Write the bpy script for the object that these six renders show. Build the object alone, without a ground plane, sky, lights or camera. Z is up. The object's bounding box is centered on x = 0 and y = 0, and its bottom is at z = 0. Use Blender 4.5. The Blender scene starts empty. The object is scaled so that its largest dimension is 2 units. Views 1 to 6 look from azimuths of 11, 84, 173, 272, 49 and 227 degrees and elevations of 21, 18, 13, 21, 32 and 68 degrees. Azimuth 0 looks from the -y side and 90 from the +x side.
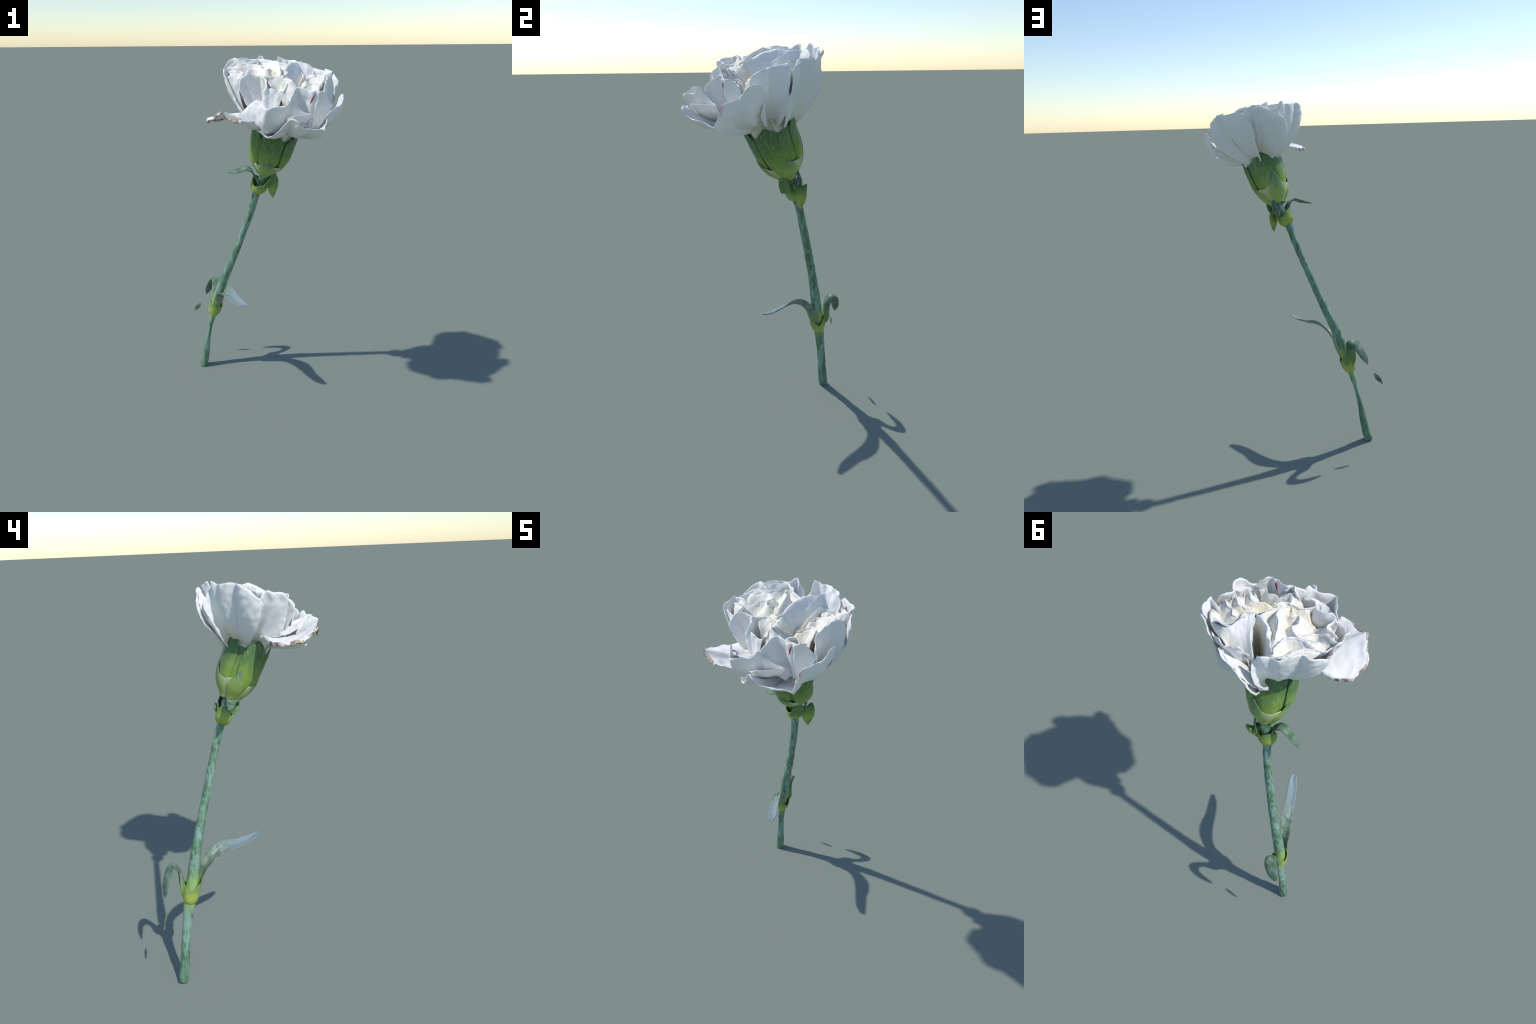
# A single white carnation on a leaning cut stem, built part by part.
import bpy, math, random
import numpy as np
from mathutils import Vector, noise

random.seed(7)
scene = bpy.context.scene
V = lambda *a: np.array(a, float)


# ------------------------------------------------------------------ helpers
def unit(v):
    v = np.asarray(v, float)
    return v / (np.linalg.norm(v, axis=-1, keepdims=True) + 1e-12)


def spline(points, n):
    """Catmull-Rom curve through control points, resampled evenly by length."""
    p = np.asarray(points, float)
    if len(p) == 1:
        return np.repeat(p, n, 0)
    if len(p) == 2:
        t = np.linspace(0, 1, n)[:, None]
        return p[0] * (1 - t) + p[1] * t
    q = np.vstack([2 * p[0] - p[1], p, 2 * p[-1] - p[-2]])
    out = []
    for i in range(1, len(q) - 2):
        a, b, c, d = q[i - 1:i + 3]
        t = np.linspace(0, 1, 24, endpoint=False)[:, None]
        out.append(0.5 * (2 * b + (c - a) * t + (2 * a - 5 * b + 4 * c - d) * t ** 2
                          + (3 * b - a - 3 * c + d) * t ** 3))
    out = np.vstack(out + [p[-1:]])
    s = np.r_[0, np.cumsum(np.linalg.norm(np.diff(out[:, :3], axis=0), axis=1))]
    k = np.linspace(0, s[-1], n)
    return np.stack([np.interp(k, s, out[:, j]) for j in range(p.shape[1])], 1)


def nz(p, scale, seed=0.0):
    return noise.noise(Vector((p[0] * scale + seed, p[1] * scale - seed * 1.7, p[2] * scale + seed * .37)))


def grid_normals(G):
    du = np.gradient(G, axis=1)
    dv = np.gradient(G, axis=0)
    return unit(np.cross(du, dv))


def mesh_object(name, verts, faces, mat, parent, smooth=True):
    me = bpy.data.meshes.new(name)
    me.from_pydata([tuple(v) for v in verts], [], faces)
    me.materials.append(mat)
    if smooth:
        me.polygons.foreach_set('use_smooth', [True] * len(me.polygons))
    me.update()
    ob = bpy.data.objects.new(name, me)
    scene.collection.objects.link(ob)
    ob.parent = parent
    return ob


def grid_faces(rows, cols, closed=False, off=0):
    f = []
    for r in range(rows - 1):
        for c in range(cols if closed else cols - 1):
            d = (c + 1) % cols
            f.append((off + r * cols + c, off + r * cols + d, off + (r + 1) * cols + d, off + (r + 1) * cols + c))
    return f


def sheet(name, G, mat, parent, thick):
    """Thin solid sheet around a grid of points G[rows, cols, 3]; edges closed and tapered."""
    R, C, _ = G.shape
    N = grid_normals(G)
    ed = np.ones((R, C))
    ed[-1] = .35
    ed[:, 0] = .35
    ed[:, -1] = .35
    h = (np.asarray(thick) * .5 * ed)[..., None]
    top, bot = (G + N * h).reshape(-1, 3), (G - N * h).reshape(-1, 3)
    n = R * C
    f = grid_faces(R, C)
    f += [tuple(n + i for i in q[::-1]) for q in grid_faces(R, C)]
    ring = [c for c in range(C)] + [r * C + C - 1 for r in range(1, R)] + \
           [(R - 1) * C + c for c in range(C - 2, -1, -1)] + [r * C for r in range(R - 2, 0, -1)]
    for a, b in zip(ring, ring[1:] + ring[:1]):
        f.append((b, a, n + a, n + b))
    return mesh_object(name, np.vstack([top, bot]), f, mat, parent)


# ---------------------------------------------------------------- materials
class Nodes:
    def __init__(self, name):
        self.m = bpy.data.materials.new(name)
        self.m.use_nodes = True
        self.t = self.m.node_tree
        self.b = self.t.nodes['Principled BSDF']
        self.out = self.t.nodes['Material Output']
        self.co = self.t.nodes.new('ShaderNodeTexCoord').outputs['Object']

    def new(self, kind, **kw):
        n = self.t.nodes.new(kind)
        for k, v in kw.items():
            setattr(n, k, v)
        return n

    def link(self, a, b):
        self.t.links.new(a, b)

    def noise(self, scale, detail=4, rough=.55, vec=None, dist=0.0):
        n = self.new('ShaderNodeTexNoise')
        n.inputs['Scale'].default_value = scale
        n.inputs['Detail'].default_value = detail
        n.inputs['Roughness'].default_value = rough
        n.inputs['Distortion'].default_value = dist
        self.link(vec if vec is not None else self.co, n.inputs['Vector'])
        return n.outputs['Fac']

    def vmath(self, op, a, b=None):
        n = self.new('ShaderNodeVectorMath', operation=op)
        for i, x in enumerate((a, b)):
            if x is None:
                continue
            if isinstance(x, (tuple, list)):
                n.inputs[i].default_value = x
            else:
                self.link(x, n.inputs[i])
        return n.outputs['Value'] if op in ('LENGTH', 'DISTANCE', 'DOT_PRODUCT') else n.outputs['Vector']

    def math(self, op, a, b=0.0, clamp=False):
        n = self.new('ShaderNodeMath', operation=op, use_clamp=clamp)
        for i, x in enumerate((a, b)):
            if isinstance(x, (int, float)):
                n.inputs[i].default_value = x
            else:
                self.link(x, n.inputs[i])
        return n.outputs[0]

    def ramp(self, fac, stops):
        n = self.new('ShaderNodeMapRange')
        n.interpolation_type = 'SMOOTHSTEP'
        self.link(fac, n.inputs['Value'])
        n.inputs['From Min'].default_value, n.inputs['From Max'].default_value = stops
        return n.outputs['Result']

    def mix(self, fac, a, b):
        n = self.new('ShaderNodeMix', data_type='RGBA')
        for i, x in ((0, fac), (6, a), (7, b)):
            if isinstance(x, (int, float)):
                n.inputs[i].default_value = x
            elif isinstance(x, (tuple, list)):
                n.inputs[i].default_value = (*x, 1)
            else:
                self.link(x, n.inputs[i])
        return n.outputs[2]

    def bump(self, height, strength=.2, dist=.004):
        n = self.new('ShaderNodeBump')
        n.inputs['Strength'].default_value = strength
        n.inputs['Distance'].default_value = dist
        self.link(height, n.inputs['Height'])
        self.link(n.outputs['Normal'], self.b.inputs['Normal'])

    def spot(self, centre, along, radii, edge=(1.0, .7)):
        """Soft ellipsoid mask: 1 inside, long axis `along`."""
        d = self.vmath('SUBTRACT', self.co, tuple(centre))
        a = unit(V(*along))
        al = self.vmath('DOT_PRODUCT', d, tuple(a))
        l2 = self.math('POWER', self.vmath('LENGTH', d), 2.0)
        a2 = self.math('POWER', self.math('ABSOLUTE', al), 2.0)
        perp = self.math('SUBTRACT', l2, a2)
        s = self.math('ADD', self.math('DIVIDE', a2, radii[0] ** 2), self.math('DIVIDE', perp, radii[1] ** 2))
        return self.ramp(s, edge)

    def stripe(self, a, b, thin, half):
        """Mask for a thin mark from a to b on a surface, `half` wide along the direction `thin`."""
        a, b = V(*a), V(*b)
        d = self.vmath('SUBTRACT', self.co, tuple((a + b) / 2))
        al = unit(b - a)
        th = unit(V(*thin) - al * (V(*thin) @ al))
        x = self.math('DIVIDE', self.math('ABSOLUTE', self.vmath('DOT_PRODUCT', d, tuple(al))), float(np.linalg.norm(b - a) / 2))
        y = self.math('DIVIDE', self.math('ABSOLUTE', self.vmath('DOT_PRODUCT', d, tuple(th))), half)
        s = self.math('ADD', self.math('POWER', x, 2.0), self.math('POWER', y, 2.0))
        near = self.ramp(self.vmath('LENGTH', d), (.07, .06))
        return self.math('MULTIPLY', self.ramp(s, (1.0, .45)), near)

    def finish(self, color, rough=.55, transl=0.0, spec=.35):
        self.link(color, self.b.inputs['Base Color'])
        self.b.inputs['Roughness'].default_value = rough
        self.b.inputs['Specular IOR Level'].default_value = spec
        if transl:
            tr = self.new('ShaderNodeBsdfTranslucent')
            self.link(color, tr.inputs['Color'])
            mx = self.new('ShaderNodeMixShader')
            mx.inputs[0].default_value = transl
            self.link(self.b.outputs[0], mx.inputs[1])
            self.link(tr.outputs[0], mx.inputs[2])
            self.link(mx.outputs[0], self.out.inputs['Surface'])
        return self.m


HEART = (0.135, -0.035, 1.70)      # where all petals spring from
WHITE = (0.90, 0.90, 0.885)
CREAM = (0.88, 0.83, 0.64)
HONEY = (0.80, 0.68, 0.36)


def petal_material(name, white=WHITE, cream=CREAM, near=(.06, .17), extra=None):
    k = Nodes(name)
    d = k.vmath('SUBTRACT', k.co, HEART)
    dist = k.vmath('LENGTH', d)
    ray = k.vmath('NORMALIZE', d)
    streak = k.noise(26, 5, .6, vec=ray)                    # fine veins fanning out from the base
    patch = k.noise(9, 3, .5)
    wob = k.math('ADD', dist, k.math('MULTIPLY', k.math('SUBTRACT', patch, .5), .16))
    c = k.mix(k.ramp(wob, near), cream, white)
    c = k.mix(k.math('MULTIPLY', k.ramp(streak, (.50, .70)), .18), c, (0.80, 0.81, 0.79))
    c = k.mix(k.math('MULTIPLY', k.ramp(k.noise(34, 3), (.60, .74)), .10), c, (0.80, 0.74, 0.64))
    if extra:
        c = extra(k, c)
    k.bump(streak, .18, .004)
    return k.finish(c, .5, .14, .3)


def red_fleck(*spots):
    def f(k, c):
        for ctr, al, rad, colr in spots:
            m = k.math('MULTIPLY', k.spot(ctr, al, rad), k.ramp(k.noise(120, 2), (.25, .5)))
            c = k.mix(m, c, colr)
        return c
    return f


RED = (0.50, 0.04, 0.08)
PINK = (0.72, 0.42, 0.42)
MAT_PETAL = petal_material('white_petal')
MAT_INNER = petal_material('cream_inner_petal', white=(.90, .885, .83), cream=(.86, .77, .48), near=(.13, .25))
MAT_HEART = petal_material('honey_heart', white=(.90, .88, .80), cream=(.84, .73, .42), near=(.13, .265))
MAT_RED = petal_material('red_flecked_petal', extra=lambda k, c: k.mix(
    k.stripe((.353, -.235, 1.848), (.326, -.235, 1.792), (.9, .3, 0), .0042), c, RED))
MAT_PINKEDGE = petal_material('pink_edged_petal', extra=red_fleck(
    ((.412, -.255, 1.748), (.004, .01, .03), (.016, .006), (.62, .16, .2)),
    ((.415, -.25, 1.735), (.004, .01, .06), (.045, .007), (.85, .66, .66))))


def withered():
    k = Nodes('withered_edge')
    n = k.noise(60, 5, .65)
    n2 = k.noise(25, 3)
    c = k.mix(k.ramp(n, (.40, .60)), (.30, .19, .14), (.62, .50, .42))
    c = k.mix(k.ramp(n2, (.50, .58)), c, (.80, .78, .75))
    c = k.mix(k.ramp(k.noise(40, 3, .5), (.60, .68)), c, (.10, .13, .08))
    return k.finish(c, .7)


MAT_EDGE = withered()
MAT_CLAW = petal_material('pale_green_claw', white=(.86, .86, .74), cream=(.74, .76, .50), near=(.02, .10))


def stem_material():
    k = Nodes('waxy_stem')
    def along(sz, off=0.0):
        m = k.new('ShaderNodeMapping')
        m.inputs['Rotation'].default_value = (-.21, -.36, 0)
        m.inputs['Location'].default_value = (off, off, off)
        m.inputs['Scale'].default_value = (1, 1, sz)
        k.link(k.co, m.inputs['Vector'])
        return m.outputs[0]
    n1 = k.noise(75, 4, .6, vec=along(.10))
    n2 = k.noise(26, 4, .6, vec=along(.16, 3.0))
    c = k.mix(k.ramp(n1, (.34, .68)), (.065, .145, .080), (.17, .31, .20))
    c = k.mix(k.math('MULTIPLY', k.ramp(n2, (.46, .64)), .85), c, (.25, .40, .34))          # bluish wax bloom
    c = k.mix(k.math('MULTIPLY', k.ramp(k.noise(30, 4, .6, vec=along(.35, 7.0)), (.58, .70)), .6), c, (.37, .42, .31))
    c = k.mix(k.math('MULTIPLY', k.ramp(k.noise(38, 3, .6, vec=along(.3, 11.0)), (.60, .72)), .6), c, (.05, .10, .065))
    node = k.vmath('DISTANCE', k.co, (-.292, .286, .49))
    c = k.mix(k.math('MULTIPLY', k.ramp(node, (.14, .05)), .8), c, (.30, .45, .14))         # pale green just above the node
    k.bump(n1, .2, .003)
    return k.finish(c, .5, 0, .3)


MAT_STEM = stem_material()


def sheath_material(name, low, high, axis_o, axis_d, span, blotch=(.10, .20, .13)):
    """Pale yellow-green at the foot, darker bluish green toward the tip, striped along the axis."""
    k = Nodes(name)
    d = k.vmath('SUBTRACT', k.co, tuple(axis_o))
    h = k.vmath('DOT_PRODUCT', d, tuple(unit(V(*axis_d))))
    n = k.noise(22, 4, .6)
    h2 = k.math('ADD', h, k.math('MULTIPLY', k.math('SUBTRACT', n, .5), (span[1] - span[0]) * .5))
    c = k.mix(k.ramp(h2, span), low, high)
    st = k.new('ShaderNodeMapping')
    st.inputs['Rotation'].default_value = (.35, .28, 0)
    st.inputs['Scale'].default_value = (1, 1, .07)
    k.link(k.co, st.inputs['Vector'])
    s = k.noise(95, 3, .6, vec=st.outputs[0])
    c = k.mix(k.math('MULTIPLY', k.ramp(s, (.48, .70)), .35), c, (.36, .46, .20))
    c = k.mix(k.math('MULTIPLY', k.ramp(k.noise(16, 3), (.55, .72)), .5), c, blotch)
    k.bump(s, .2, .003)
    return k.finish(c, .45, .05, .35)


CAL_A = V(.27, -.365, .89)
CAL_A = CAL_A / np.linalg.norm(CAL_A)
CAL_0 = V(.070, .059, 1.420)
MAT_SEPAL = sheath_material('sepal_green', (.24, .38, .055), (.075, .17, .06), CAL_0, CAL_A, (.06, .26), (.10, .22, .13))
MAT_BRACT = sheath_material('bract_green', (.33, .46, .11), (.09, .18, .12), CAL_0, CAL_A, (.03, .16), (.07, .16, .12))
MAT_MARGIN = sheath_material('pale_bract_margin', (.50, .54, .22), (.50, .52, .36), CAL_0, CAL_A, (.0, .14), (.40, .44, .26))
MAT_NODE = sheath_material('node_green', (.40, .48, .09), (.15, .28, .08), (-.304, .291, .445), (.3, -.15, .9), (.00, .085), (.16, .29, .08))
MAT_COLLAR = sheath_material('collar_green', (.34, .44, .07), (.11, .23, .07), (.022, .10, 1.300), (.3, -.3, .8), (.01, .09), (.07, .17, .08))


def leaf_material():
    k = Nodes('leaf_blue_green')
    n = k.noise(24, 5, .65)
    c = k.mix(k.ramp(n, (.36, .64)), (.075, .145, .085), (.21, .30, .23))
    c = k.mix(k.math('MULTIPLY', k.ramp(k.noise(11, 3), (.52, .66)), .8), c, (.30, .37, .38))
    for foot, r0, r1 in (((-.304, .300, .455), .07, .15), ((.022, .10, 1.31), .05, .10)):      # green leaf bases at both nodes
        d = k.math('ADD', k.vmath('DISTANCE', k.co, foot), k.math('MULTIPLY', k.math('SUBTRACT', n, .5), .05))
        c = k.mix(k.ramp(d, (r1, r0)), c, (.20, .32, .09))
    k.bump(n, .25, .004)
    return k.finish(c, .5, .06, .3)


MAT_LEAF = leaf_material()


def frosty_leaf():
    k = Nodes('leaf_frosty')
    n = k.noise(34, 5, .7)
    d = k.vmath('DISTANCE', k.co, (-.24, .25, .56))
    d = k.math('ADD', d, k.math('MULTIPLY', k.math('SUBTRACT', n, .5), .12))
    c = k.mix(k.ramp(n, (.36, .66)), (.11, .18, .12), (.25, .32, .25))
    c = k.mix(k.ramp(d, (.12, .30)), c, (.225, .295, .315))
    f = k.math('ADD', k.vmath('DISTANCE', k.co, (-.300, .285, .455)), k.math('MULTIPLY', k.math('SUBTRACT', n, .5), .05))
    c = k.mix(k.ramp(f, (.16, .08)), c, (.20, .32, .09))
    c = k.mix(k.spot((-.150, .085, .69), (1, 0, 0), (.018, .014)), c, (.62, .56, .48))
    k.bump(n, .3, .004)
    return k.finish(c, .45, .06, .35)


MAT_FROST = frosty_leaf()

# --------------------------------------------------------------- root object
root = bpy.data.objects.new('carnation', None)
root.location = (0, 0, 0)
root['label'] = 'white ruffled carnation on a leaning green stem'
root['category'] = 'flower'
scene.collection.objects.link(root)


# ----------------------------------------------------------------------- stem
# centre x, y, z, half width across x, half width across y  (flattened, pinched below the node)
STEM = [(-0.408, 0.351, 0, 0.0235, 0.0265), (-0.394, 0.343, 0.05, 0.0235, 0.027), (-0.381, 0.336, 0.111, 0.0215, 0.0255),
        (-0.365, 0.327, 0.204, 0.016, 0.0235), (-0.347, 0.317, 0.28, 0.0115, 0.024), (-0.336, 0.311, 0.33, 0.011, 0.0255),
        (-0.325, 0.304, 0.379, 0.0165, 0.027), (-0.311, 0.296, 0.425, 0.02, 0.03), (-0.3, 0.29, 0.47, 0.026, 0.032),
        (-0.27, 0.272, 0.56, 0.0298, 0.0305), (-0.235, 0.257, 0.66, 0.0273, 0.028), (-0.184, 0.234, 0.777, 0.0223, 0.0235),
        (-0.13, 0.205, 0.904, 0.0203, 0.022), (-0.083, 0.177, 1.024, 0.0193, 0.0215), (-0.042, 0.152, 1.125, 0.0193, 0.02),
        (-0.006, 0.127, 1.228, 0.0193, 0.0195), (0.016, 0.105, 1.3, 0.021, 0.021), (0.04, 0.09, 1.35, 0.021, 0.021),
        (0.058, 0.078, 1.385, 0.024, 0.024), (0.072, 0.057, 1.425, 0.034, 0.034)]


def tube(name, spec, mat, parent, rows, cols, rough=.0015, seed=0.):
    c = spline(spec, rows)
    T = unit(np.gradient(c[:, :3], axis=0))
    X = unit(np.array([np.cross((0, 1, 0), t) for t in T]))
    Y = np.cross(T, X)
    vs = []
    for i in range(rows):
        for j in range(cols):
            a = 2 * math.pi * j / cols
            p = c[i, :3] + X[i] * c[i, 3] * math.cos(a) + Y[i] * c[i, 4] * math.sin(a)
            o = unit(p - c[i, :3])
            q = V(p[0], p[1], p[2] * .35)
            vs.append(p + o * rough * (nz(q, 55, seed) * 1.4 + nz(p, 30, seed + 5)))
    f = grid_faces(rows, cols, True)
    n = len(vs)
    vs += [c[0, :3], c[-1, :3]]
    for j in range(cols):
        k = (j + 1) % cols
        f.append((n, k, j))
        f.append((n + 1, (rows - 1) * cols + j, (rows - 1) * cols + k))
    return mesh_object(name, vs, f, mat, parent)


stem = tube('stem', STEM, MAT_STEM, root, 220, 28, .0014)
for v in stem.data.vertices:            # square cut at the foot
    v.co.z = max(v.co.z, 0.0)


# ------------------------------------------------------- leaf-like strip maker
def strip(name, spine, widths, across, mat, parent, cup=.0, thick=.006, rows=48, cols=17, twist=None, wav=.003, seed=0., mar=None):
    """Blade along a spine; `across` = control vectors for the width direction, `cup` = channel depth ratio."""
    s = spline(spine, rows)
    w = spline([(i, x, 0) for i, x in enumerate(widths)], rows)
    w = np.interp(np.linspace(0, len(widths) - 1, rows), w[:, 0], w[:, 1])
    a = unit(spline(across, rows)) if len(across) > 2 else unit(np.linspace(across[0], across[-1], rows))
    T = unit(np.gradient(s, axis=0))
    a = unit(a - T * (a * T).sum(1)[:, None])
    N = np.cross(a, T)
    cups = np.interp(np.linspace(0, 1, rows), np.linspace(0, 1, len(cup)), cup) if hasattr(cup, '__len__') else np.full(rows, cup)
    G = np.zeros((rows, cols, 3))
    for i in range(rows):
        for j in range(cols):
            x = 2 * j / (cols - 1) - 1
            p = s[i] + a[i] * w[i] * x + N[i] * cups[i] * w[i] * (x * x - .35)
            G[i, j] = p + N[i] * wav * nz(p, 38, seed) * min(1, w[i] / .02)
    return sheet(name, G, mat, parent, thick)


# long frosty leaf of the lower node (spreads to -y) and its curled partner (+y)
strip('leaf', [(-.286, .258, .468), (-.268, .246, .512), (-.246, .230, .562), (-.234, .207, .606), (-.206, .172, .642), (-.176, .135, .664),
               (-.142, .090, .669), (-.109, .045, .662), (-.064, -.008, .661), (-.032, -.045, .668), (-.013, -.069, .678)],
      [.012, .031, .034, .031, .033, .036, .034, .029, .027, .024, .012],
      [(-.80, -.55, -.02), (-.76, -.55, -.2), (-.66, -.45, -.5), (-.66, -.45, -.55), (-.75, -.48, -.4), (-.8, -.55, -.25), (-.83, -.55, -.15)], MAT_FROST, root,
      cup=[.75, .75, .65, .5, .35, .3, .3, .25], seed=3)
strip('leaf', [(-.305, .321, .466), (-.298, .323, .515), (-.294, .327, .570), (-.293, .334, .613), (-.296, .350, .640), (-.306, .369, .646),
               (-.326, .386, .622), (-.348, .396, .588), (-.368, .401, .550), (-.384, .404, .511)],
      [.012, .031, .033, .029, .031, .034, .034, .031, .024, .004],
      [(.9, .1, .1), (.88, .3, .1), (.80, .55, -.02), (.68, .64, -.15), (.66, .62, -.15)], MAT_LEAF, root, cup=[-.75, -.75, -.6, -.35, -.2, -.2, -.2], seed=9)
strip('leaf_tip', [(-.426, .393, .445), (-.438, .396, .428), (-.455, .400, .405), (-.473, .404, .381)],
      [.005, .0135, .011, .003], [(.8, .0, -.58), (.8, .0, -.58)], MAT_LEAF, root, cup=.15, thick=.006, rows=18, cols=9, seed=4)


# cup of the lower node: two leaf bases wrapped round the stem, split on the +-x sides
def cup(name, o, axis, profile, mat, parent, rim=None, cols=56, rows=26, thick=.006, squash=(1, 1), seed=0., xdir=(1, 0, 0)):
    """Open vessel of revolution: profile = [(height, radius)...]; rim(angle) scales the top height."""
    A = unit(V(*axis))
    X = unit(V(*xdir) - A * (V(*xdir) @ A))
    Y = np.cross(A, X)
    pr = spline([(h, r, 0) for h, r in profile], 60)
    top = pr[-1, 0]
    G = np.zeros((rows, cols + 1, 3))
    for j in range(cols + 1):
        th = 2 * math.pi * j / cols
        k = rim(th) if rim else 1.0
        for i in range(rows):
            h = pr[0, 0] + (top * k - pr[0, 0]) * i / (rows - 1)
            r = np.interp(h, pr[:, 0], pr[:, 1])
            d = X * math.cos(th) * squash[0] + Y * math.sin(th) * squash[1]
            p = V(*o) + A * h + d * r
            G[i, j] = p + d * .002 * nz(p, 40, seed)
    return sheet(name, G, mat, parent, thick)


cup('node_sheath', (-.305, .292, .440), (.25, -.15, .95),
    [(-.010, .027), (.004, .034), (.030, .0405), (.060, .0425), (.090, .0420), (.110, .0410)], MAT_NODE, root,
    rim=lambda t: .42 + .50 * abs(math.sin(t)) ** 1.1, squash=(.95, 1.02))
# ------------------------------------------------------------ upper collar node
collar = cup('collar', (.020, .102, 1.300), (.30, -.30, .82),
             [(-.006, .022), (.004, .033), (.024, .0425), (.050, .0435), (.080, .044)], MAT_COLLAR, root,
             rim=lambda t: .58 + .40 * abs(math.cos(t + .5)) ** 1.4, squash=(1.0, .92), seed=2)
strip('leaf', [(.028, .075, 1.352), (.012, .062, 1.392), (-.003, .050, 1.420), (-.030, .042, 1.432), (-.060, .041, 1.424),
               (-.098, .043, 1.414), (-.137, .046, 1.410)],
      [.022, .024, .026, .026, .023, .016, .002], [(-.55, .8, 0.1), (-.2, .88, .35), (-.05, .9, .42)], MAT_LEAF, root, cup=[.4, .3, .15], seed=13)
strip('bract_flap', [(.058, .100, 1.325), (.082, .108, 1.358), (.100, .112, 1.364), (.104, .114, 1.338), (.102, .114, 1.300), (.104, .113, 1.262)],
      [.030, .036, .036, .034, .024, .003], [(-.6, -.75, .1), (-.7, -.7, .05), (-.75, -.65, 0)], MAT_COLLAR, root, cup=[.3, .1, .15], seed=21)
strip('bract_flap', [(.072, .052, 1.330), (.100, .040, 1.372), (.120, .030, 1.405), (.132, .024, 1.432)],
      [.026, .030, .024, .003], [(.6, .8, 0), (.6, .8, 0)], MAT_COLLAR, root, cup=.35, seed=25)
strip('bract_flap', [(.080, .115, 1.345), (.092, .112, 1.385), (.100, .105, 1.420), (.104, .098, 1.445)],
      [.020, .022, .016, .003], [(.7, -.6, 0), (.7, -.6, 0)], MAT_LEAF, root, cup=.35, seed=29)

# ------------------------------------------------------------------- calyx
CAL_X = unit(V(1, 0, 0) - CAL_A * CAL_A[0])
CAL_Y = np.cross(CAL_A, CAL_X)
CAL_PROFILE = [(-.012, .030), (.008, .040), (.030, .056), (.055, .073), (.085, .086), (.125, .097), (.175, .104), (.225, .108),
               (.270, .112), (.320, .113), (.36, .112)]
_cp = spline([(h, r, 0) for h, r in CAL_PROFILE], 120)


def cal_point(h, th, extra=0.0):
    """Point on the calyx body: h along its axis, th round it; the axis bows slightly."""
    r = np.interp(h, _cp[:, 0], _cp[:, 1]) + extra
    c = CAL_0 + CAL_A * h
    return c + (CAL_X * math.cos(th) + CAL_Y * math.sin(th)) * r


def cal_angle(p):
    d = V(*p) - CAL_0
    return math.atan2(d @ CAL_Y, d @ CAL_X)


calyx = None
rows, cols = 40, 72
G = np.array([[cal_point(-.012 + .27 * i / (rows - 1), 2 * math.pi * j / cols, -.008) for j in range(cols + 1)] for i in range(rows)])
calyx = sheet('calyx', G, MAT_SEPAL, root, .006)


def wrap_scale(name, th0, half, h0, h1, tip, mat, lift, power, seed, thick=.005, rows=34, cols=25, swell=.004, tipmat=None):
    """Scale lying on the calyx: base h0, shoulders h1, pointed tip."""
    G = np.zeros((rows, cols, 3))
    for j in range(cols):
        x = 2 * j / (cols - 1) - 1
        top = h1 + (tip - h1) * max(0, 1 - abs(x)) ** power
        for i in range(rows):
            t = i / (rows - 1)
            h = h0 + (top - h0) * t
            wide = half * (.75 + .25 * math.sin(min(1, t * 1.2) * math.pi / 2))
            e = lift + swell * (1 - x * x) * math.sin(math.pi * min(1, .15 + t * .85)) - .004 * abs(x) ** 4
            p = cal_point(h, th0 + x * wide, e)
            G[i, j] = p + (CAL_X * math.cos(th0) + CAL_Y * math.sin(th0)) * .0018 * nz(p, 30, seed)
    return sheet(name, G, mat, calyx, thick)


SEP_TIPS = [(.071, .044, 1.755), (.175, .055, 1.735), (.283, .000, 1.690), (.033, -.125, 1.685)]
base_ang = cal_angle(SEP_TIPS[0])
for i in range(5):
    th = base_ang + i * 2 * math.pi / 5
    best = min(SEP_TIPS, key=lambda p: abs((cal_angle(p) - th + math.pi) % (2 * math.pi) - math.pi))
    diff = (cal_angle(best) - th + math.pi) % (2 * math.pi) - math.pi
    if abs(diff) < .5:
        th += diff * .8
    wrap_scale('sepal', th, .60, .02, .245, .318 if i < 3 else .305, MAT_SEPAL, .001 + .0035 * (i % 2), .8, i * 3.1, swell=.007)
B1a, B2a = cal_angle((.004, -.02, 1.579)), cal_angle((.095, .107, 1.584))
for i, (a, tip) in enumerate([(B1a, .150), (B2a, .165), (B1a + math.pi, .13), (B2a + math.pi, .14)]):
    wrap_scale('bract_margin', a, 1.02, -.006, .070, .105, MAT_MARGIN, .0055 + .003 * (i % 2), .6, 40 + i, swell=.003)
    wrap_scale('bract', a, .68, -.008, .050, tip, MAT_BRACT, .0085 + .003 * (i % 2), 1.15, 50 + i, swell=.006)

# ------------------------------------------------------------------- petals
MOUTH = CAL_0 + CAL_A * .262
_pc = [0]
CRESTS = []


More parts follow.
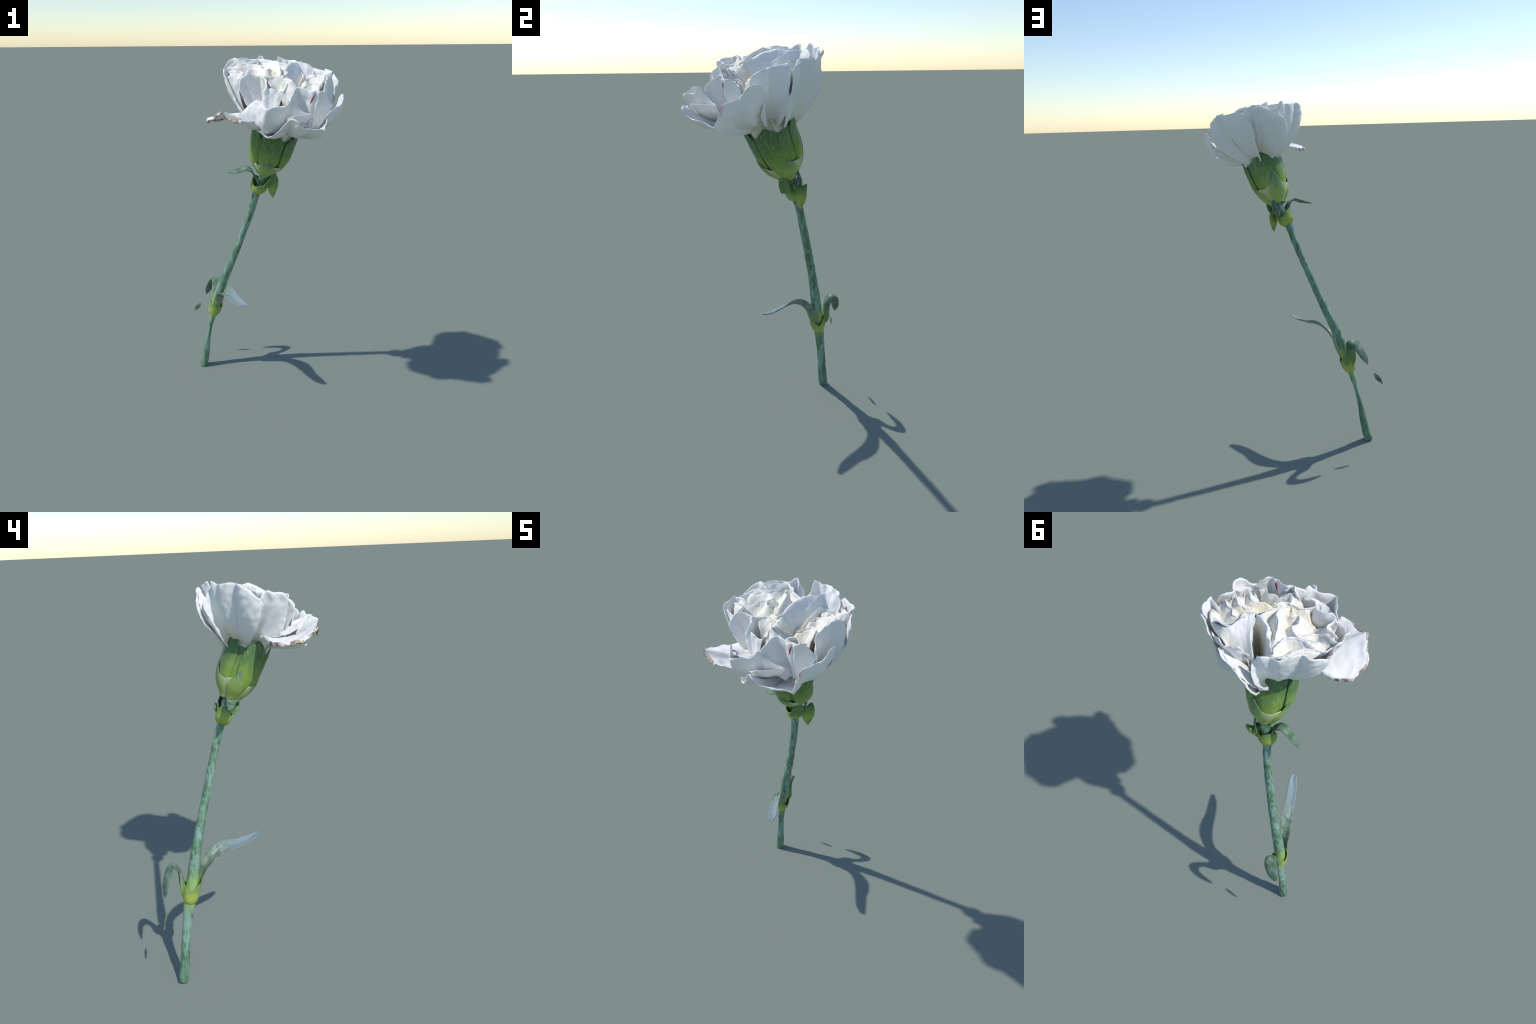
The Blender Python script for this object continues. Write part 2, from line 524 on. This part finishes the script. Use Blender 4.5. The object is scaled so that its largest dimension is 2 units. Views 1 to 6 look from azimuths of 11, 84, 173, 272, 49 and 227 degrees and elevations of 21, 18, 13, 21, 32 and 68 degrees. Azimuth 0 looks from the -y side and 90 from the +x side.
def petal(rim, base, bow=(0, 0, 0), rows_mid=None, mat=None, name='petal', thick=.0055, ruffle=.006, crease=.006, nib=.0016, base_w=.12, cols=84, rws=40, parent=None, crown=False):
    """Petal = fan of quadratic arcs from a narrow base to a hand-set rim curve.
    bow: how far the middle of each arc is pushed off its chord (one vector or several along the rim).
    rows_mid: optional extra curves the sheet passes through between base and rim."""
    _pc[0] += 1
    seed = _pc[0] * 7.31
    R = spline(rim, cols)
    if crown:
        CRESTS.append(rim)
    mid = R.mean(0)
    B = V(*base) + (R - mid) * base_w
    bow = np.atleast_2d(np.asarray(bow, float))
    D = np.stack([np.interp(np.linspace(0, 1, cols), np.linspace(0, 1, len(bow)), bow[:, j]) for j in range(3)], 1)
    G = np.zeros((rws, cols, 3))
    if rows_mid:
        K = [B] + [spline(m, cols) for m in rows_mid] + [R]
        for j in range(cols):
            G[:, j] = spline([k[j] for k in K], rws)
    else:
        C = (B + R) / 2 + 2 * D
        for i in range(rws):
            t = i / (rws - 1)
            G[i] = (1 - t) ** 2 * B + 2 * t * (1 - t) * C + t * t * R
    N = grid_normals(G)
    size = min(1.0, np.linalg.norm(np.diff(R, axis=0), axis=1).sum() / .35)
    for i in range(rws):
        t = i / (rws - 1)
        for j in range(cols):
            p = G[i, j]
            x = j / (cols - 1)
            fan = size * noise.noise(Vector((x * (2 + 5 * size) + seed, t * .8, seed)))  # long creases fanning from the base
            ruf = nz(p, 34, seed)
            fine = nz(p, 80, seed + 3)
            d = crease * fan * min(1, t * 1.6) + ruffle * ruf * t ** 2 + .0012 * fine * t
            q = p + N[i, j] * d
            if t > .8:                                                         # nibbled, toothed margin
                tooth = 1.6 * noise.noise(Vector((x * 14 + seed, seed, 0))) + .5 * noise.noise(Vector((x * 60 + seed, 0, seed)))
                q = q + unit(R[j] - B[j]) * nib * tooth * ((t - .8) / .2)
            G[i, j] = q
    ob = sheet(name, G, mat or MAT_PETAL, parent or root, thick)
    return ob, G


# pale claws of the petals packed in the calyx mouth
G = np.zeros((24, 73, 3))
for i in range(24):
    t = i / 23
    h = .17 + .155 * math.sin(min(1, t * 1.5) * math.pi / 2) + .03 * max(0, t - .66)
    r = .094 if t < .5 else .094 + .022 * math.sin((t - .5) * 2 * math.pi) - .096 * max(0, (t - .72) / .28) ** 1.5
    for j in range(73):
        th = 2 * math.pi * j / 72
        rr = max(0.0, r) * (1 + .03 * math.sin(11 * th))
        G[i, j] = CAL_0 + CAL_A * h + (CAL_X * math.cos(th) + CAL_Y * math.sin(th)) * rr
claw = sheet('petal_claws', G, MAT_CLAW, root, .004)
claw['kind'] = 'stuff'

# ---- outer skirt
A_RIM = [(.010, -.110, 1.725), (-.035, -.134, 1.728), (-.074, -.148, 1.726), (-.110, -.172, 1.722), (-.140, -.210, 1.722), (-.143, -.245, 1.722),
         (-.137, -.303, 1.730), (-.098, -.343, 1.745), (-.062, -.371, 1.763), (-.045, -.388, 1.778), (-.022, -.386, 1.755), (.016, -.391, 1.743),
         (.055, -.396, 1.739), (.100, -.385, 1.735)]
pa, GA = petal(A_RIM, (.085, -.115, 1.690), [(0, 0, .024), (0, 0, .030), (0, 0, .018), (0, -.004, -.010), (0, -.014, -.022)], ruffle=.007, nib=.004)
# browned, curled fringe of that petal
n = GA.shape[1]
fr = np.zeros((7, n, 3))
for j in range(n):
    out = unit(GA[-1, j] - GA[-6, j])
    dwn = V(0, 0, -1)
    wv = .5 + .9 * noise.noise(Vector((j * .35, 3.3, 0)))
    for i in range(7):
        t = i / 6
        fr[i, j] = GA[-1, j] + out * (.006 * math.sin(t * 2.2) - .004) + dwn * (.010 * t * (1 + wv) - .003) + out * .004 * t * noise.noise(Vector((j * .8, t * 3, 9)))
sheet('withered_edge', fr[:, 14:-8], MAT_EDGE, pa, .005)

# front bowl with an upright lobe at its left end
petal([(.015, -.290, 1.745), (.036, -.309, 1.774), (.058, -.325, 1.792), (.079, -.337, 1.811), (.098, -.349, 1.821), (.115, -.362, 1.820),
       (.127, -.378, 1.809), (.143, -.396, 1.800), (.158, -.404, 1.793), (.180, -.395, 1.796), (.202, -.372, 1.798), (.224, -.355, 1.802),
       (.240, -.345, 1.810), (.250, -.335, 1.826), (.258, -.318, 1.818), (.270, -.316, 1.802), (.290, -.296, 1.781), (.311, -.281, 1.766), (.338, -.270, 1.758)],
      (.130, -.130, 1.685), [(-.01, -.03, -.030), (-.02, -.05, -.045), (-.005, -.045, -.065), (.01, -.035, -.06), (.02, -.02, -.03)])
# lining of the bowl, closing the gap to the crown
petal([(-.012, -.222, 1.745), (.005, -.262, 1.752), (.035, -.300, 1.768), (.075, -.320, 1.785), (.110, -.335, 1.790), (.150, -.350, 1.782), (.190, -.340, 1.785), (.225, -.320, 1.795)],
      (.090, -.200, 1.750), (0, 0, -.006), base_w=.6)
# low front petal folded over its top edge
petal([(.100, -.320, 1.690), (.141, -.338, 1.662), (.175, -.352, 1.668), (.205, -.365, 1.690), (.231, -.387, 1.719), (.257, -.392, 1.746), (.275, -.403, 1.752),
       (.298, -.410, 1.734), (.321, -.380, 1.706), (.350, -.368, 1.706), (.375, -.358, 1.704), (.394, -.340, 1.696), (.412, -.295, 1.674)],
      (.205, -.125, 1.668), [(0, -.005, -.005), (0, -.01, -.03), (0, -.01, -.034), (.01, 0, -.024)])
petal([(.245, -.375, 1.748), (.270, -.372, 1.757), (.300, -.345, 1.757), (.325, -.300, 1.757), (.345, -.268, 1.756)],
      (.235, -.150, 1.690), (.0, -.03, -.02), ruffle=.004)
# right bowl
petal([(.400, -.285, 1.664), (.405, -.265, 1.709), (.411, -.253, 1.749), (.418, -.237, 1.765), (.434, -.217, 1.773), (.452, -.182, 1.786), (.472, -.165, 1.809),
       (.475, -.145, 1.827), (.470, -.120, 1.833), (.457, -.098, 1.828), (.449, -.088, 1.800), (.438, -.092, 1.758), (.415, -.098, 1.715)],
      (.215, -.075, 1.668), [(.03, -.01, -.02), (.05, -.02, -.04), (.060, -.01, -.046), (.045, -.005, -.035), (.015, 0, -.012)], base_w=.3, mat=MAT_PINKEDGE)
# red-flecked front petal
petal([(.245, -.314, 1.815), (.252, -.300, 1.836), (.262, -.262, 1.864), (.273, -.243, 1.872), (.292, -.239, 1.870), (.316, -.238, 1.861), (.340, -.243, 1.856),
       (.355, -.232, 1.857), (.368, -.234, 1.853), (.383, -.218, 1.855), (.396, -.190, 1.838), (.411, -.177, 1.812), (.428, -.174, 1.791)],
      (.320, -.195, 1.680), [(-.01, -.015, -.005), (-.01, .005, .00), (.0, .0, .00), (.005, -.01, -.0), (.0, -.005, -.01)], base_w=.3, mat=MAT_RED)
# right flank
petal([(.398, -.150, 1.795), (.383, -.130, 1.862), (.388, -.104, 1.880), (.381, -.073, 1.892), (.389, -.057, 1.897), (.388, -.039, 1.903), (.399, -.004, 1.906),
       (.412, .014, 1.885), (.418, .018, 1.845), (.410, .016, 1.795)],
      (.260, -.040, 1.680), [(.030, -.005, -.012), (.040, -.015, -.018), (.044, -.01, -.022), (.036, .0, -.02)], base_w=.3)
# big back-right petal, folded back at its right edge
petal([(.420, .010, 1.775), (.434, .030, 1.842), (.438, .030, 1.885), (.410, .062, 1.916), (.394, .094, 1.915), (.372, .124, 1.922), (.349, .133, 1.929),
       (.313, .148, 1.936), (.286, .158, 1.939), (.262, .165, 1.925), (.244, .172, 1.905), (.222, .182, 1.872), (.212, .186, 1.835), (.208, .175, 1.795)],
      (.190, .045, 1.672), [(.020, -.004, -.02), (.014, .018, -.014), (.005, .023, -.013), (0, .018, -.014), (0, .006, -.012)], base_w=.25)
# inner flap behind the folded edge
petal([(.352, .045, 1.884), (.372, .048, 1.914), (.392, .050, 1.922), (.406, .058, 1.926), (.396, .090, 1.928), (.365, .120, 1.936)],
      (.235, .030, 1.690), (.03, .01, -.01))
# hanging back petal
petal([(.216, .140, 1.885), (.205, .165, 1.925), (.190, .185, 1.955), (.172, .195, 1.968), (.148, .200, 1.958), (.122, .199, 1.947), (.090, .194, 1.928),
       (.044, .190, 1.907), (.030, .186, 1.884), (.022, .176, 1.850), (.020, .160, 1.815), (.034, .128, 1.775), (.062, .100, 1.748)],
      (.140, .040, 1.682), [(.0, .005, -.01), (.0, .010, -.012), (-.005, .008, -.015), (0, .005, -.01)], base_w=.25)
# shelf lining the hanging petal
petal([(.200, .160, 1.940), (.168, .182, 1.950), (.122, .187, 1.930), (.090, .182, 1.910), (.052, .176, 1.888), (.036, .162, 1.855), (.040, .135, 1.800)],
      (.105, .105, 1.835), (0, 0, 0), base_w=.5)
# left back petals (face -x), a deep fold between them
petal([(.035, .085, 1.765), (.015, .120, 1.825), (.022, .152, 1.885), (.058, .142, 1.935), (.060, .112, 1.975), (.042, .112, 1.998), (.023, .082, 1.985),
       (-.004, .072, 1.983), (-.022, .054, 1.989), (-.038, .021, 1.992), (-.046, -.005, 1.989), (-.052, -.030, 1.975)],
      (.100, .015, 1.680), [(-.015, .01, -.01), (-.015, .012, -.012), (-.044, .010, -.02), (-.032, 0, -.022)], base_w=.25)
petal([(-.030, -.005, 1.965), (-.056, -.014, 1.989), (-.076, -.022, 1.988), (-.096, -.052, 1.972), (-.103, -.080, 1.952), (-.100, -.105, 1.932), (-.094, -.124, 1.916), (-.080, -.135, 1.895)],
      (.085, -.020, 1.685), [(-.030, .0, -.018), (-.046, 0, -.024), (-.034, -.0, -.022)], base_w=.3)
petal([(-.088, -.105, 1.918), (-.090, -.128, 1.925), (-.083, -.156, 1.953), (-.079, -.186, 1.944), (-.073, -.217, 1.943), (-.070, -.240, 1.932), (-.054, -.250, 1.902),
       (-.040, -.250, 1.872), (-.022, -.242, 1.832), (-.002, -.230, 1.792), (.018, -.212, 1.757)],
      (.080, -.075, 1.685), [(-.026, .0, -.018), (-.028, -.012, -.018), (-.020, -.018, -.014), (-.006, -.016, -.01)], base_w=.25)

# ---- front crown
petal([(-.050, -.235, 1.915), (-.035, -.240, 1.922), (-.020, -.246, 1.912), (.003, -.250, 1.905)], (.022, -.200, 1.745), (-.008, -.01, .0), crown=True)
petal([(.046, -.236, 1.770), (.034, -.252, 1.802), (.029, -.266, 1.826), (.018, -.279, 1.852), (.010, -.279, 1.876), (.007, -.262, 1.895), (.012, -.250, 1.909), (.025, -.257, 1.918), (.040, -.254, 1.926), (.052, -.243, 1.927), (.070, -.236, 1.920), (.090, -.234, 1.915), (.113, -.236, 1.915),
       (.128, -.257, 1.899), (.135, -.281, 1.881), (.129, -.284, 1.862)],
      (.085, -.222, 1.735), [(0, -.0, 0), (0, .0, 0), (0, .018, 0), (0, .02, 0), (.0, -.01, .0)], base_w=.35, crown=True)
petal([(.118, -.276, 1.845), (.128, -.282, 1.864), (.145, -.276, 1.866), (.163, -.276, 1.866), (.177, -.275, 1.862), (.191, -.275, 1.848), (.212, -.270, 1.848)],
      (.148, -.258, 1.735), (0, -.004, 0), base_w=.45, crown=True)
petal([(.195, -.235, 1.835), (.197, -.228, 1.870), (.202, -.226, 1.894), (.213, -.224, 1.906), (.232, -.236, 1.907), (.247, -.243, 1.899), (.262, -.240, 1.882), (.278, -.222, 1.868)],
      (.232, -.240, 1.740), (.0, -.006, .0), base_w=.4, mat=MAT_INNER, crown=True)
petal([(.098, -.236, 1.912), (.113, -.235, 1.915), (.121, -.218, 1.913), (.131, -.201, 1.911), (.146, -.186, 1.915), (.160, -.179, 1.913), (.178, -.177, 1.905), (.197, -.175, 1.898)],
      (.135, -.200, 1.780), (.0, -.006, .0), base_w=.5, mat=MAT_INNER, crown=True)

# ---- high wall of the big hollow and the petals behind it
petal([(.205, -.178, 1.895), (.200, -.134, 1.927), (.194, -.098, 1.942), (.195, -.067, 1.956), (.199, -.045, 1.965), (.206, -.023, 1.970), (.218, .006, 1.971), (.230, .045, 1.968),
       (.230, .080, 1.963), (.230, .100, 1.967), (.246, .112, 1.967), (.276, .112, 1.958), (.298, .120, 1.945), (.310, .110, 1.925)],
      (.205, -.035, 1.720), [(.03, 0, 0), (.04, 0, -.01), (.045, -.02, -.01), (.03, .0, -.01)], crown=True)
XR = [(.262, .158, 1.955), (.240, .166, 1.962), (.216, .161, 1.973), (.190, .169, 1.976), (.172, .171, 1.977), (.158, .161, 1.978), (.136, .157, 1.987), (.121, .141, 1.993), (.124, .120, 1.955), (.106, .110, 1.925)]
petal(XR, (.140, .060, 1.720), [(.01, .01, -.01), (.01, .02, -.01), (0, .01, 0)])
# outer face of the high wall, falling away behind it to a folded ridge along the deep cleft
VO = [(.250, .118, 1.958), (.230, .096, 1.963), (.229, .070, 1.964), (.226, .035, 1.966), (.213, -.008, 1.968)]
petal(VO, (.150, .075, 1.740), rows_mid=[[(.190, .130, 1.830), (.160, .115, 1.830), (.140, .105, 1.850), (.120, .100, 1.870), (.098, .095, 1.895)],
                                         [(.225, .128, 1.900), (.200, .110, 1.905), (.188, .080, 1.920), (.180, .058, 1.930), (.166, .048, 1.938)]])
petal([(.213, -.008, 1.968), (.192, .024, 1.953), (.166, .048, 1.938), (.140, .072, 1.920), (.098, .095, 1.893)], (.160, .030, 1.750), (0, 0, 0), base_w=.5)
CRESTS.append(XR)
petal([(.218, -.022, 1.955), (.191, -.019, 1.962), (.165, -.012, 1.968), (.140, -.004, 1.972), (.116, .012, 1.976), (.098, .026, 1.980), (.078, .036, 1.982), (.061, .046, 1.984), (.036, .062, 1.984)],
      (.125, -.005, 1.750), (-.01, .01, 0), crown=True)
petal([(.060, .034, 1.965), (.082, .000, 1.968), (.103, -.030, 1.972), (.124, -.046, 1.977), (.142, -.060, 1.978), (.156, -.080, 1.970), (.170, -.110, 1.955), (.176, -.140, 1.935), (.172, -.160, 1.910)],
      (.130, -.050, 1.730), [(0, 0, 0), (.015, -.01, 0), (.02, -.01, 0)], mat=MAT_INNER, crown=True)
petal([(.140, -.112, 1.930), (.124, -.118, 1.944), (.116, -.140, 1.941), (.099, -.136, 1.945), (.079, -.112, 1.950), (.083, -.084, 1.955), (.056, -.070, 1.960), (.027, -.064, 1.965),
       (-.010, -.080, 1.968), (-.035, -.105, 1.962)],
      (.080, -.070, 1.740), (.0, .0, .0), mat=MAT_INNER, crown=True)
petal([(.030, .058, 1.975), (.044, .034, 1.980), (.050, .006, 1.979), (.050, -.021, 1.977), (.033, -.044, 1.974), (.009, -.060, 1.972), (-.018, -.072, 1.972), (-.045, -.080, 1.965)],
      (.065, -.010, 1.740), (-.01, 0, 0), crown=True)
petal([(.045, -.085, 1.940), (.020, -.112, 1.940), (.012, -.140, 1.925), (-.006, -.152, 1.936), (-.028, -.155, 1.950), (-.057, -.156, 1.953), (-.075, -.165, 1.948)],
      (.050, -.090, 1.740), (.0, -.01, 0), crown=True)
petal([(-.060, -.185, 1.935), (-.030, -.188, 1.938), (-.005, -.185, 1.937), (.008, -.200, 1.930), (.010, -.222, 1.922), (.018, -.250, 1.914)],
      (.055, -.130, 1.730), (-.01, .0, 0), crown=True)
petal([(-.020, -.020, 1.982), (-.040, -.050, 1.975), (-.062, -.075, 1.967), (-.078, -.105, 1.952), (-.080, -.135, 1.948)],
      (.060, -.040, 1.740), (-.01, 0, 0), crown=True)
petal([(.020, .075, 1.975), (.000, .050, 1.981), (-.012, .020, 1.984), (-.018, -.010, 1.982), (-.030, -.035, 1.976)],
      (.080, .010, 1.740), (-.01, 0, 0), crown=True)
# steps between the wall and the front pockets
petal([(.150, -.150, 1.915), (.172, -.160, 1.918), (.196, -.165, 1.917), (.206, -.145, 1.925), (.204, -.112, 1.936)], (.175, -.100, 1.740), (.0, -.01, 0), mat=MAT_INNER, crown=True)
petal([(.200, -.175, 1.885), (.216, -.205, 1.890), (.236, -.214, 1.894), (.252, -.195, 1.880), (.270, -.160, 1.860)], (.215, -.130, 1.720), (.0, .0, 0), mat=MAT_INNER, crown=True)
# inner heap on the right
petal([(.238, -.110, 1.845), (.256, -.078, 1.867), (.266, -.050, 1.892), (.272, -.022, 1.912), (.266, .002, 1.916), (.262, .024, 1.914), (.257, .038, 1.923), (.270, .060, 1.912), (.300, .085, 1.900), (.335, .085, 1.895)],
      (.250, -.020, 1.720), [(0, 0, 0), (.02, 0, 0)], mat=MAT_INNER, crown=True)
petal([(.280, -.130, 1.862), (.300, -.100, 1.872), (.322, -.085, 1.880), (.345, -.095, 1.882), (.370, -.105, 1.880)], (.270, -.060, 1.720), (0, 0, 0), mat=MAT_INNER, crown=True)
petal([(.285, -.060, 1.890), (.300, -.030, 1.900), (.325, -.022, 1.903), (.350, -.035, 1.900), (.375, -.050, 1.893)], (.270, -.030, 1.720), (0, 0, 0), mat=MAT_INNER, crown=True)
petal([(.280, .020, 1.902), (.300, .030, 1.910), (.320, .015, 1.912), (.345, .020, 1.910), (.375, .005, 1.905)], (.260, .000, 1.720), (0, 0, 0), mat=MAT_INNER, crown=True)
petal([(.270, -.185, 1.845), (.295, -.185, 1.855), (.320, -.170, 1.850), (.345, -.180, 1.842), (.370, -.165, 1.836)], (.260, -.120, 1.700), (0, 0, 0), mat=MAT_INNER, crown=True)


# ---- crumpled heart: inner petals packed between the crests, sloping from crest to crest
CRESTS.append([(.213, -.008, 1.960), (.192, .024, 1.945), (.166, .048, 1.930), (.140, .072, 1.910), (.098, .095, 1.885)])
CRESTS.append([(.20, .155, 1.945), (.15, .170, 1.935), (.10, .168, 1.905)])
CRESTS.append([(.255, -.235, 1.845), (.292, -.225, 1.845), (.340, -.222, 1.835), (.385, -.190, 1.825)])
CRESTS.append([(.375, -.11, 1.865), (.375, -.05, 1.885), (.385, .01, 1.895), (.385, .07, 1.905), (.330, .115, 1.925)])
CRESTS.append([(-.09, -.09, 1.93), (-.07, -.17, 1.935), (-.05, -.235, 1.91)])
CR = np.vstack([spline(r, 60) for r in CRESTS])
HOLLOWS = [(.172, .020, .026, .06), (.140, .045, .032, .09), (.110, .070, .034, .10), (.078, .100, .034, .10), (.180, .118, .030, .05), (.238, -.080, .026, .045), (.238, -.035, .024, .05), (.248, .010, .022, .04),
           (.32, -.18, .04, .015), (.258, .080, .026, .035), (.225, -.110, .02, .03)]          # x, y, radius, extra depth


def heart_height(x, y):
    d = np.hypot(CR[:, 0] - x, CR[:, 1] - y)
    w = np.exp(-(d / .018) ** 2) + 1e-7 / (d + .01) ** 2
    near = max(0.0, d.min() - .004)
    h = (CR[:, 2] * w).sum() / w.sum() - .010 - .060 * (1 - math.exp(-near * 1.8 / .060))
    for hx, hy, hr, hd in HOLLOWS:
        h -= hd * math.exp(-((x - hx) ** 2 + (y - hy) ** 2) / hr ** 2)
    return h


OUTLINE = [(.382, -.01), (.384, .078), (.305, .132), (.20, .145), (.13, .13), (.03, .085), (-.03, .03), (-.075, -.06), (-.065, -.14), (-.045, -.215),
           (.02, -.208), (.08, -.198), (.12, -.215), (.18, -.245), (.25, -.24), (.335, -.205), (.366, -.12)]
HC = V(.16, -.05)
ring = spline([(*p, 0) for p in OUTLINE + OUTLINE[:1]], 161)[:, :2]
rows = 74
G = np.zeros((rows, len(ring), 3))
for j, e in enumerate(ring):
    for i in range(rows):
        t = i / (rows - 1)
        if t < .85:
            p = HC + (e - HC) * (t / .85) * .97
            z = heart_height(*p)
            z += .008 * (noise.noise(Vector((p[0] * 30, p[1] * 30, 2.0))) + .6 * noise.noise(Vector((p[0] * 70, p[1] * 70, 5.0))))
            G[i, j] = (*p, z)
            last = G[i, j].copy()
        else:
            k = (t - .85) / .15
            foot = MOUTH + (last - MOUTH) * .15
            G[i, j] = last * (1 - k) + foot * k
for j in range(len(ring)):
    G[0, j] = G[0].mean(0)
heart = sheet('inner_petals', G, MAT_HEART, root, .004)
heart['kind'] = 'stuff'

# the parent stands at the foot of the stem
from mathutils import Matrix
root.location = STEM[0][:3]
for ob in root.children:
    ob.matrix_parent_inverse = Matrix.Translation(-Vector(STEM[0][:3]))
